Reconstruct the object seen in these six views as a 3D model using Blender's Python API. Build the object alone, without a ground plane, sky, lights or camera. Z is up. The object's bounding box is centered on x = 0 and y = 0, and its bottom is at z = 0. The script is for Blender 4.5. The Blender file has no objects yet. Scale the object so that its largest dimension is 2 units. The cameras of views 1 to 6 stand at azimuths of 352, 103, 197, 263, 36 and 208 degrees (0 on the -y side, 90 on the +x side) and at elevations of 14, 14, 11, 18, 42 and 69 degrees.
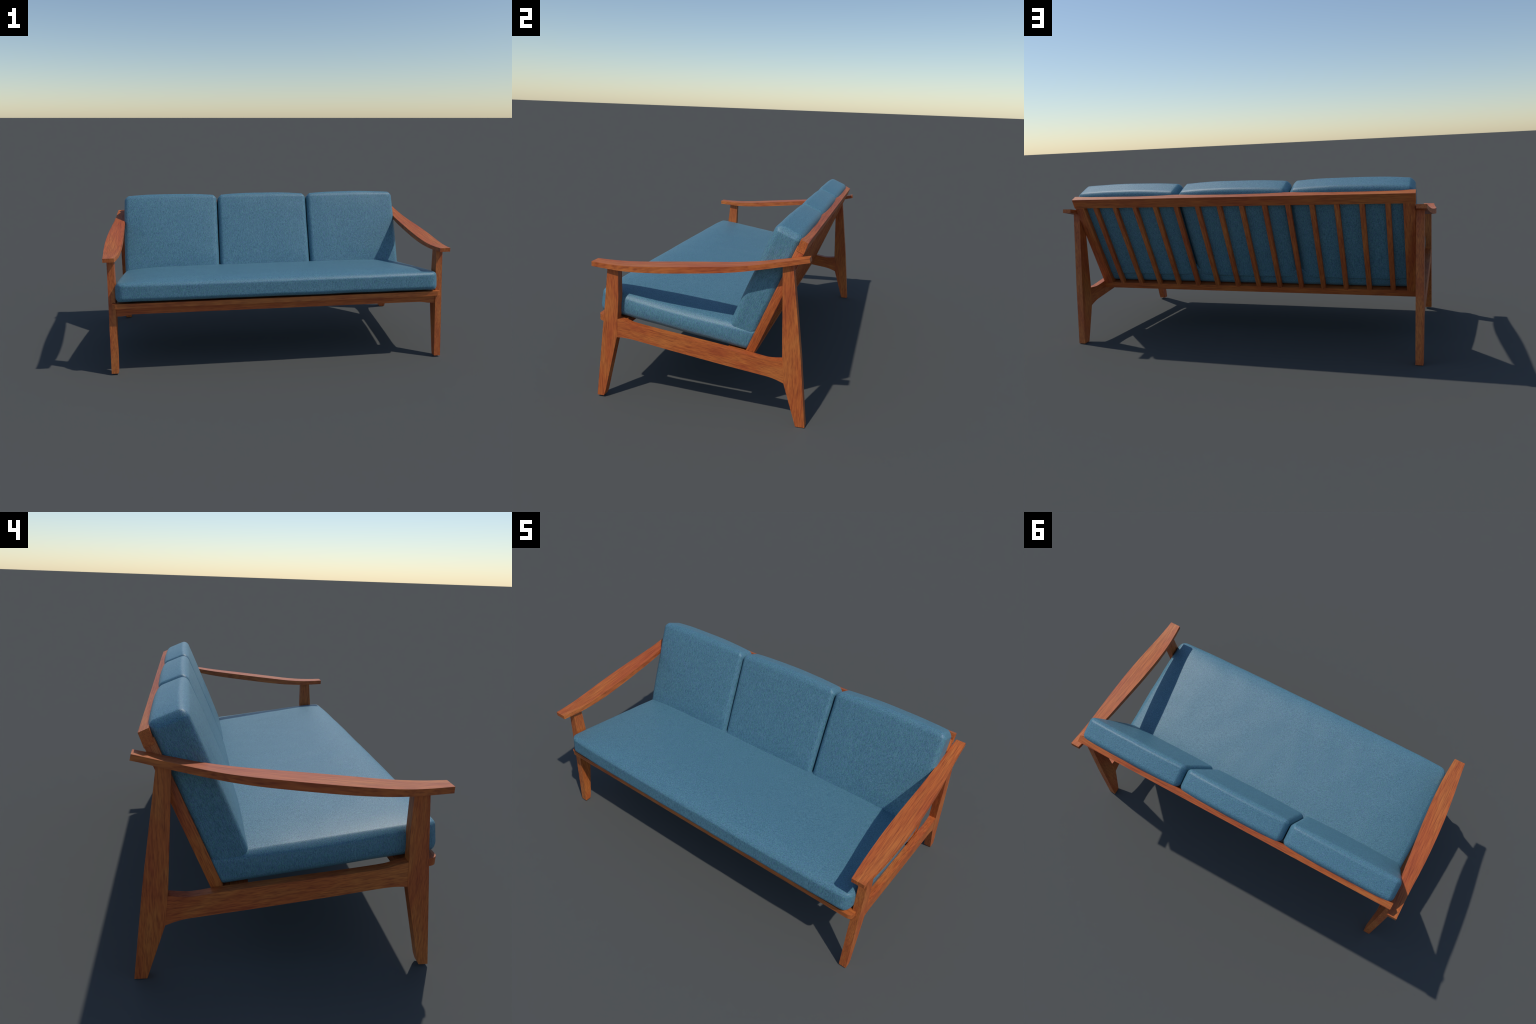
"""Mid-century three-seat sofa: teak frame with slatted back, blue woven cushions."""
import bpy, bmesh, math, random
from mathutils import Vector, Matrix, noise

random.seed(7)
COL = bpy.context.scene.collection


# ------------------------------------------------------------------ materials
def nodes_of(name):
    mat = bpy.data.materials.new(name)
    mat.use_nodes = True
    nt = mat.node_tree
    return mat, nt, nt.nodes["Principled BSDF"]


def add(nt, kind, **kw):
    n = nt.nodes.new(kind)
    for k, v in kw.items():
        setattr(n, k, v)
    return n


def ramp(nt, stops, interp='LINEAR'):
    n = nt.nodes.new("ShaderNodeValToRGB")
    n.color_ramp.interpolation = interp
    els = n.color_ramp.elements
    while len(els) < len(stops):
        els.new(0.5)
    for e, (p, c) in zip(els, stops):
        e.position = p
        e.color = (*c, 1) if len(c) == 3 else c
    return n


def mix(nt, fac, a, b, blend='MIX'):
    n = add(nt, "ShaderNodeMix", data_type='RGBA', blend_type=blend)
    for sock, val in ((n.inputs[0], fac), (n.inputs[6], a), (n.inputs[7], b)):
        if hasattr(val, "is_linked"):
            nt.links.new(val, sock)
        else:
            sock.default_value = val
    return n.outputs[2]


def noise_tex(nt, vec, scale, detail=2.0, rough=0.5, dist=0.0):
    n = add(nt, "ShaderNodeTexNoise")
    n.inputs["Scale"].default_value = scale
    n.inputs["Detail"].default_value = detail
    n.inputs["Roughness"].default_value = rough
    n.inputs["Distortion"].default_value = dist
    nt.links.new(vec, n.inputs["Vector"])
    return n.outputs["Fac"]


def scaled(nt, vec, s):
    m = add(nt, "ShaderNodeMapping")
    m.inputs["Scale"].default_value = s
    nt.links.new(vec, m.inputs["Vector"])
    return m.outputs["Vector"]


def wood_material(name, axis, tilt=0.0, flat=1.0, stretch=1.0):
    """Oiled teak; the grain runs along the local axis 0 (x), 1 (y) or 2 (z), dipping by tilt
    in the y-z plane; flat < 1 widens the figure in z for boards cut flat on."""
    mat, nt, bsdf = nodes_of(name)
    tc = add(nt, "ShaderNodeTexCoord")
    info = add(nt, "ShaderNodeObjectInfo")
    shift = add(nt, "ShaderNodeVectorMath", operation='SCALE')
    shift.inputs[0].default_value = (3.1, 5.7, 4.3)
    nt.links.new(info.outputs["Random"], shift.inputs["Scale"])
    off = add(nt, "ShaderNodeVectorMath", operation='ADD')
    nt.links.new(tc.outputs["Object"], off.inputs[0])
    nt.links.new(shift.outputs[0], off.inputs[1])
    turn = add(nt, "ShaderNodeMapping")
    turn.inputs["Rotation"].default_value = (tilt, 0, 0)
    nt.links.new(off.outputs[0], turn.inputs["Vector"])
    vec = turn.outputs["Vector"]

    def along(across, length):
        s = [across, across, across * flat]
        s[axis] = length * stretch
        return scaled(nt, vec, s)

    broad = noise_tex(nt, along(13, 2.2), 1.0, 3, 0.55, 0.6)     # colour bands of the board
    grain = noise_tex(nt, along(150, 5), 1.0, 3, 0.6, 0.25)      # growth streaks
    pores = noise_tex(nt, along(360, 15), 1.0, 2, 0.6)           # short dark and light fibres
    base = ramp(nt, [(0.32, (0.455, 0.092, 0.024)), (0.50, (0.497, 0.118, 0.026)),
                     (0.68, (0.535, 0.156, 0.035))])
    nt.links.new(broad, base.inputs[0])
    g = ramp(nt, [(0.28, (0.74, 0.66, 0.70)), (0.50, (1.0, 1.0, 1.0)), (0.72, (1.10, 1.16, 1.12))])
    nt.links.new(grain, g.inputs[0])
    p = ramp(nt, [(0.30, (0.66, 0.56, 0.66)), (0.50, (1, 1, 1)), (0.70, (1.16, 1.26, 1.2))])
    nt.links.new(pores, p.inputs[0])
    col = mix(nt, 1.0, base.outputs[0], g.outputs[0], 'MULTIPLY')
    col = mix(nt, 1.0, col, p.outputs[0], 'MULTIPLY')
    nt.links.new(col, bsdf.inputs["Base Color"])
    rr = add(nt, "ShaderNodeMapRange")
    rr.inputs[3].default_value, rr.inputs[4].default_value = 0.58, 0.46
    nt.links.new(grain, rr.inputs[0])
    nt.links.new(rr.outputs[0], bsdf.inputs["Roughness"])
    bsdf.inputs["Specular IOR Level"].default_value = 0.4
    bump = add(nt, "ShaderNodeBump")
    bump.inputs["Strength"].default_value = 0.12
    bump.inputs["Distance"].default_value = 0.0015
    nt.links.new(pores, bump.inputs["Height"])
    nt.links.new(bump.outputs[0], bsdf.inputs["Normal"])
    return mat


def fabric_material():
    """Blue melange weave with pale and dark flecks."""
    mat, nt, bsdf = nodes_of("blue_woven_fabric")
    tc = add(nt, "ShaderNodeTexCoord")
    info = add(nt, "ShaderNodeObjectInfo")
    off = add(nt, "ShaderNodeVectorMath", operation='ADD')
    nt.links.new(tc.outputs["Object"], off.inputs[0])
    nt.links.new(info.outputs["Random"], off.inputs[1])
    vec = off.outputs[0]
    warp = noise_tex(nt, scaled(nt, vec, (480, 480, 60)), 1.0, 2, 0.6)   # upright threads
    weft = noise_tex(nt, scaled(nt, vec, (140, 420, 520)), 1.0, 2, 0.6)   # level threads
    cloud = noise_tex(nt, vec, 26.0, 4, 0.65)                            # mottling
    fleck = noise_tex(nt, vec, 300.0, 2, 0.5)
    both = add(nt, "ShaderNodeMath", operation='ADD')
    nt.links.new(warp, both.inputs[0])
    nt.links.new(weft, both.inputs[1])
    half = add(nt, "ShaderNodeMath", operation='MULTIPLY')
    half.inputs[1].default_value = 0.5
    nt.links.new(both.outputs[0], half.inputs[0])
    thread = ramp(nt, [(0.37, (0.038, 0.118, 0.172)), (0.50, (0.084, 0.212, 0.288)),
                       (0.63, (0.134, 0.296, 0.365))])
    nt.links.new(half.outputs[0], thread.inputs[0])
    tint = ramp(nt, [(0.30, (0.97, 0.98, 0.985)), (0.70, (1.035, 1.02, 1.015))])
    nt.links.new(cloud, tint.inputs[0])
    hue = ramp(nt, [(0.34, (0.92, 1.08, 0.92)), (0.50, (1, 1, 1)), (0.66, (1.10, 0.93, 1.10))])
    nt.links.new(noise_tex(nt, scaled(nt, vec, (260, 260, 110)), 1.0, 2, 0.5), hue.inputs[0])
    col = mix(nt, 1.0, thread.outputs[0], tint.outputs[0], 'MULTIPLY')
    col = mix(nt, 1.0, col, hue.outputs[0], 'MULTIPLY')
    fl = ramp(nt, [(0.62, (0, 0, 0)), (0.74, (1, 1, 1))])
    nt.links.new(fleck, fl.inputs[0])
    fs = add(nt, "ShaderNodeMath", operation='MULTIPLY')
    fs.inputs[1].default_value = 0.5
    nt.links.new(fl.outputs[0], fs.inputs[0])
    col = mix(nt, fs.outputs[0], col, (0.235, 0.285, 0.235, 1))
    nt.links.new(col, bsdf.inputs["Base Color"])
    bsdf.inputs["Roughness"].default_value = 0.50
    bsdf.inputs["Specular IOR Level"].default_value = 0.5
    bump = add(nt, "ShaderNodeBump")
    bump.inputs["Strength"].default_value = 0.25
    bump.inputs["Distance"].default_value = 0.002
    nt.links.new(half.outputs[0], bump.inputs["Height"])
    nt.links.new(bump.outputs[0], bsdf.inputs["Normal"])
    return mat


WOOD_X = wood_material("teak_grain_lengthwise", 0)
WOOD_RAIL = wood_material("teak_grain_sloping_rail", 1, tilt=math.atan(0.13), stretch=1.8)
WOOD_ARM = wood_material("teak_grain_armrest", 1, tilt=-math.atan(0.11), flat=0.3, stretch=0.8)
WOOD_Z = wood_material("teak_grain_upright", 2, stretch=1.8)
FABRIC = fabric_material()


# ------------------------------------------------------------------ mesh helpers
def make_object(name, bm, mat, parent, bevel=0.0, segments=2, smooth=35):
    if bevel:
        sharp = [e for e in bm.edges if len(e.link_faces) == 2
                 and e.calc_face_angle(0) > math.radians(28)]
        bmesh.ops.bevel(bm, geom=sharp, offset=bevel, segments=segments,
                        profile=0.5, affect='EDGES', clamp_overlap=True)
    bmesh.ops.recalc_face_normals(bm, faces=bm.faces)
    me = bpy.data.meshes.new(name)
    bm.to_mesh(me)
    bm.free()
    me.shade_smooth()
    me.set_sharp_from_angle(angle=math.radians(smooth))
    me.materials.append(mat)
    ob = bpy.data.objects.new(name, me)
    COL.objects.link(ob)
    ob.parent = parent
    return ob


def spline(points, steps=6):
    """Catmull-Rom curve through 2D points."""
    pts = [Vector(p) for p in points]
    pts = [pts[0] * 2 - pts[1]] + pts + [pts[-1] * 2 - pts[-2]]
    out = []
    for i in range(1, len(pts) - 2):
        p0, p1, p2, p3 = pts[i - 1:i + 3]
        for k in range(steps):
            t = k / steps
            out.append(0.5 * ((2 * p1) + (p2 - p0) * t + (2 * p0 - 5 * p1 + 4 * p2 - p3) * t * t
                              + (3 * p1 - p0 - 3 * p2 + p3) * t ** 3))
    out.append(pts[-2])
    return [tuple(v) for v in out]


def extrude_profile(profile, a, b, place):
    """Prism: 2D profile swept from a to b; place(u, v, w) gives the 3D point."""
    bm = bmesh.new()
    lo = [bm.verts.new(place(u, v, a)) for u, v in profile]
    hi = [bm.verts.new(place(u, v, b)) for u, v in profile]
    n = len(profile)
    bm.faces.new(lo)
    bm.faces.new(hi[::-1])
    for i in range(n):
        j = (i + 1) % n
        bm.faces.new((lo[i], hi[i], hi[j], lo[j]))
    return bm


SIDEWAYS = lambda u, v, w: (w, u, v)        # profile in (y, z), swept along x


def interp(table, y):
    """Smooth value from a short (y, value) table."""
    for (y0, v0), (y1, v1) in zip(table, table[1:]):
        if y <= y1:
            break
    t = (y - y0) / (y1 - y0)
    return v0 + (v1 - v0) * t


# ------------------------------------------------------------------ the sofa
sofa = bpy.data.objects.new("sofa", None)
COL.objects.link(sofa)
sofa["label"] = "three-seat sofa with reddish teak frame and blue fabric cushions"
sofa["category"] = "sofa"

LEG_IN, LEG_OUT = 0.9240, 0.9620

# side profiles (y, z), read as front edge up / back edge down
front_leg_profile = [(-0.494, 0.006), (-0.453, 0.354), (-0.445, 0.412), (-0.4195, 0.645),
                     (-0.369, 0.643), (-0.371, 0.513), (-0.379, 0.403), (-0.385, 0.3125),
                     (-0.4525, 0.030), (-0.4615, 0.006)]
rear_leg_profile = [(0.504, 0.0), (0.4700, 0.329), (0.4435, 0.540), (0.4180, 0.742),
                    (0.3745, 0.732), (0.3905, 0.313), (0.4005, 0.199), (0.4620, 0.0)]
rail_top = spline([(-0.392, 0.4055), (-0.340, 0.3920), (-0.302, 0.3815), (-0.185, 0.3650),
                   (-0.030, 0.3460), (0.123, 0.3270), (0.235, 0.3125), (0.288, 0.3040),
                   (0.335, 0.2995), (0.402, 0.3060)], 5)
rail_bottom = spline([(-0.398, 0.3120), (-0.340, 0.3135), (-0.275, 0.3060), (-0.130, 0.2840),
                      (0.120, 0.2490), (0.273, 0.2290), (0.349, 0.2175), (0.412, 0.1950)], 5)
side_rail_profile = [(y, z - 0.0015) for y, z in rail_top + rail_bottom[::-1]]

# armrest plan and elevation along y
ARM_OUT = spline([(-0.491, 0.974), (-0.421, 0.9795), (-0.351, 0.986), (-0.282, 0.9915),
                  (-0.213, 0.9955), (-0.144, 0.9985), (-0.040, 1.0000), (0.064, 0.9985),
                  (0.134, 0.9965), (0.203, 0.9930), (0.272, 0.9875), (0.341, 0.9825),
                  (0.411, 0.9790), (0.487, 0.9765)], 3)
ARM_IN = spline([(-0.491, 0.9135), (-0.421, 0.9070), (-0.351, 0.9025), (-0.282, 0.9005),
                 (-0.213, 0.8995), (-0.144, 0.9005), (-0.040, 0.9035), (0.064, 0.9090),
                 (0.134, 0.9120), (0.203, 0.9145), (0.272, 0.9175), (0.341, 0.9205),
                 (0.411, 0.9235), (0.487, 0.9275)], 3)
ARM_TOP = spline([(-0.491, 0.6650), (-0.430, 0.6620), (-0.360, 0.6615), (-0.282, 0.6655),
                  (-0.213, 0.6718), (-0.144, 0.6787), (-0.040, 0.6893), (0.064, 0.7000),
                  (0.134, 0.7072), (0.203, 0.7155), (0.272, 0.7265), (0.341, 0.7405),
                  (0.411, 0.7552), (0.487, 0.7720)], 3)
ARM_LOW = spline([(-0.491, 0.6430), (-0.430, 0.6400), (-0.360, 0.6378), (-0.282, 0.6395),
                  (-0.213, 0.6440), (-0.144, 0.6500), (-0.040, 0.6610), (0.064, 0.6720),
                  (0.134, 0.6805), (0.203, 0.6910), (0.272, 0.7040), (0.341, 0.7185),
                  (0.411, 0.7340), (0.487, 0.7530)], 3)


def armrest_mesh(side):
    bm = bmesh.new()
    rings = []
    count = 44
    for i in range(count + 1):
        y = -0.491 + 0.978 * i / count
        xo, xi = interp(ARM_OUT, y) * side, interp(ARM_IN, y) * side
        zt, zb = interp(ARM_TOP, y), interp(ARM_LOW, y)
        # the ends are cut square to the board, so the lower edge leads at the back
        yb = y + (0.004 if i == count else 0.0)
        rings.append([bm.verts.new(c) for c in ((xi, y, zt), (xo, y, zt), (xo, yb, zb), (xi, yb, zb))])
    bm.faces.new(rings[0])
    bm.faces.new(rings[-1][::-1])
    for r0, r1 in zip(rings, rings[1:]):
        for k in range(4):
            j = (k + 1) % 4
            bm.faces.new((r0[k], r1[k], r1[j], r0[j]))
    return bm


for side in (-1, 1):
    a, b = sorted((LEG_IN * side, LEG_OUT * side))
    make_object("leg", extrude_profile(front_leg_profile, a, b, SIDEWAYS), WOOD_Z, sofa, 0.0028)
    make_object("leg", extrude_profile(rear_leg_profile, a, b, SIDEWAYS), WOOD_Z, sofa, 0.0028)
    a, b = sorted(((LEG_IN + 0.0012) * side, (LEG_OUT - 0.0010) * side))
    make_object("side_rail", extrude_profile(side_rail_profile, a, b, SIDEWAYS), WOOD_RAIL, sofa, 0.0022)
    make_object("armrest", armrest_mesh(side), WOOD_ARM, sofa, 0.0035)

# --- seat frame -----------------------------------------------------------
# front board: wraps a little past the front of the legs, rounded corners
half_plan = [(0.9225, -0.350), (0.9225, -0.4475)]
for k in range(7):
    ang = math.radians(90 * k / 6)
    half_plan.append((0.918 + 0.024 * math.cos(ang), -0.4615 - 0.024 * math.sin(ang)))
half_plan.insert(2, (0.942, -0.4475))
plan = half_plan + [(-x, y) for x, y in half_plan[::-1]]
FRONT_TOP = lambda y: 0.4065 - 0.13 * (y + 0.4855)
bm = extrude_profile(plan, 0.0, 0.028, lambda x, y, w: (x, y, FRONT_TOP(y) - w))
make_object("seat_board", bm, WOOD_X, sofa, 0.003)

# front rail below it, its lower edge arched up between the legs
arch = spline([(-0.926, 0.3240), (-0.885, 0.3250), (-0.845, 0.3310), (-0.79, 0.3330), (-0.4, 0.3330),
               (0.4, 0.3330), (0.79, 0.3330), (0.845, 0.3310), (0.885, 0.3250), (0.926, 0.3240)], 4)
front_rail_profile = [(0.926, 0.374), (-0.926, 0.374)] + arch
bm = extrude_profile(front_rail_profile, -0.448, -0.412, lambda x, z, w: (x, w, z))
make_object("front_rail", bm, WOOD_X, sofa, 0.002)

# rear board that carries the slats
rear_profile = [(0.135, 0.3190), (0.2535, 0.3005), (0.2410, 0.2665), (0.135, 0.2860)]
make_object("seat_board", extrude_profile(rear_profile, -0.9255, 0.9255, SIDEWAYS), WOOD_X, sofa, 0.0025)

# --- slatted back ---------------------------------------------------------
LEAN = math.atan(0.4208)                      # the back leans 22.8 degrees
UP = Vector((0, math.sin(LEAN), math.cos(LEAN)))
FWD = Vector((0, -math.cos(LEAN), math.sin(LEAN)))
BACK_ORIGIN = Vector((0, 0.217, 0.302))       # foot of the plane the cushions rest on
DEPTH = 0.0345                                # stile and rail thickness

front_y = lambda z: 0.217 + 0.4208 * (z - 0.302)
rail_profile = [(0.4705, 0.8205), (0.4390, 0.8350), (front_y(0.787), 0.787),
                (front_y(0.787) + 0.0325, 0.7725)]
back_rail = make_object("backrest_rail", extrude_profile(rail_profile, -0.9245, 0.9245, SIDEWAYS),
                        WOOD_X, sofa, 0.0045, 3)


def slat_mesh(width, depth, s0, s1):
    bm = bmesh.new()
    bmesh.ops.create_cube(bm, size=1.0)
    for v in bm.verts:
        v.co = Vector((v.co.x * width, (v.co.y + 0.5) * depth, s0 + (v.co.z + 0.5) * (s1 - s0)))
    return bm


lean_matrix = Matrix.Translation(BACK_ORIGIN) @ Matrix.Rotation(-LEAN, 4, 'X')
first = make_object("backrest_slat", slat_mesh(0.0255, 0.022, -0.012, 0.530), WOOD_Z, back_rail, 0.003)
for i in range(14):
    ob = first if i == 0 else first.copy()
    if i:
        COL.objects.link(ob)
    ob.matrix_local = (Matrix.Translation(Vector(((i - 6.5) * 0.1225, 0, 0)) + FWD * -0.0125)
                       @ lean_matrix)
stile = make_object("backrest_stile", slat_mesh(0.056, DEPTH + 0.004, -0.012, 0.545), WOOD_Z, back_rail, 0.0025)
for side in (-1, 1):
    ob = stile if side < 0 else stile.copy()
    if side > 0:
        COL.objects.link(ob)
    ob.matrix_local = Matrix.Translation(Vector((side * 0.8945, 0, 0)) + FWD * 0.004) @ lean_matrix


# --- cushions -------------------------------------------------------------
def axis_samples(half, r_low, r_high, flat, rnd):
    """Coordinates across one side of a rounded box: even on the flat, by angle in the rounding."""
    lo, hi = -(half - r_low), half - r_high
    step = [math.tan(math.radians(45) * k / rnd) for k in range(1, rnd + 1)]
    return ([lo - r_low * t for t in step[::-1]] + [lo + (hi - lo) * i / flat for i in range(flat + 1)]
            + [hi + r_high * t for t in step])


def cushion_mesh(half, roll, roll_low, corner, plan, flats, shape, seed):
    """Box with rolled edges (radius roll, roll_low under the low z side), its outline on the two
    plan axes cut with rounder corners (radii at the low and high end of the second plan axis);
    shape(u, d) then puffs and bends the sides."""
    bm = bmesh.new()
    table = {}
    low = (roll, roll, roll_low)
    coords = [axis_samples(half[a], low[a], roll, flats[a], 7) for a in range(3)]
    a0, a1 = plan

    def vert(idx):
        if idx not in table:
            p = [coords[a][idx[a]] for a in range(3)]
            q = [max(-(half[a] - low[a]), min(half[a] - roll, p[a])) for a in range(3)]
            rad = [low[a] if p[a] < q[a] else roll for a in range(3)]
            d = Vector([(p[a] - q[a]) / rad[a] for a in range(3)])
            d.normalize()
            pos = Vector([q[a] + d[a] * rad[a] for a in range(3)])
            u = [pos[a] / half[a] for a in range(3)]
            # square corner -> quarter disc
            r = corner[0] if pos[a1] < 0 else corner[1]
            ca = (abs(pos[a0]) - (half[a0] - r)) / r
            cb = (abs(pos[a1]) - (half[a1] - r)) / r
            if ca > 0 and cb > 0:
                na, nb = ca * math.sqrt(1 - cb * cb / 2), cb * math.sqrt(1 - ca * ca / 2)
                pos[a0] = math.copysign(half[a0] - r + na * r, pos[a0])
                pos[a1] = math.copysign(half[a1] - r + nb * r, pos[a1])
            pos += shape(u, d)
            pos += d * 0.0014 * noise.noise(pos * 9 + Vector((seed, 0, 0)))
            table[idx] = bm.verts.new(pos)
        return table[idx]

    n = [len(c) for c in coords]
    for a in range(3):
        b, c = (a + 1) % 3, (a + 2) % 3
        for end in (0, n[a] - 1):
            for i in range(n[b] - 1):
                for j in range(n[c] - 1):
                    quad = []
                    for di, dj in ((0, 0), (1, 0), (1, 1), (0, 1)):
                        idx = [0, 0, 0]
                        idx[a], idx[b], idx[c] = end, i + di, j + dj
                        quad.append(vert(tuple(idx)))
                    bm.faces.new(quad if end else quad[::-1])
    return bm


def arc(u, power):
    return max(0.0, 1 - abs(u) ** power)


def smooth_step(t):
    t = max(0.0, min(1.0, t))
    return t * t * (3 - 2 * t)


SEAT_TILT = math.atan(0.150)


def seat_shape(u, d):
    """Crowned top, slightly bowed front and ends, back end cut to the lean of the backrest."""
    crown = arc(u[0], 9) * arc(u[1], 6)
    rise = (0.0255 + 0.003 * u[0]) * max(0, d.z) * crown
    ends = 0.014 * d.x * arc(u[1], 2) * arc(u[2], 2)
    front = 0.011 * min(0, d.y) * arc(u[0], 4)
    lean = 0.0515 * u[2] * math.tan(LEAN - SEAT_TILT) * smooth_step((u[1] - 0.55) / 0.4)
    return Vector((ends, front + lean, rise))


seat = make_object("seat_cushion",
                   cushion_mesh((0.9200, 0.3750, 0.0515), 0.021, 0.026, (0.045, 0.020), (0, 1), (110, 50, 8), seat_shape, 3),
                   FABRIC, sofa, smooth=180)
seat.matrix_local = Matrix.Translation((0, -0.1203, 0.4140)) @ Matrix.Rotation(-SEAT_TILT, 4, 'X')

S_LOW, S_TOP, THICK = 0.060, 0.5865, 0.126     # along the lean; forward from the slats


def back_shape(puff, outer):
    """puff: how far the front swells; outer: which end (-1, 0, 1) is free to bulge."""
    def shape(u, d):
        front = puff * min(0, d.y) * arc(u[0], 3) * arc(u[2], 3)
        rear = 0.014 * max(0, d.y) * arc(u[0], 5) * (0.35 + 0.65 * arc(max(0.0, u[2]), 4))
        side = 0.004 * d.x * arc(u[2], 2) if d.x * outer > 0 else 0.0
        top = 0.013 * max(0, d.z) * arc(u[0], 2.5)
        return Vector((side, front + rear, top))
    return shape


for cx, half_w, puff, outer in ((-0.6130, 0.3050, 0.015, -1), (0.0, 0.3015, 0.008, 0),
                                (0.6130, 0.3050, 0.008, 1)):
    cush = make_object("back_cushion",
                       cushion_mesh((half_w, THICK / 2, (S_TOP - S_LOW) / 2), 0.027, 0.014, (0.022, 0.028), (0, 2),
                                    (36, 12, 36), back_shape(puff, outer), 11 + cx),
                       FABRIC, sofa, smooth=180)
    centre = BACK_ORIGIN + UP * (S_LOW + S_TOP) / 2 + FWD * (THICK / 2 - 0.003) + Vector((cx, 0, 0))
    cush.matrix_local = Matrix.Translation(centre) @ Matrix.Rotation(-LEAN, 4, 'X')
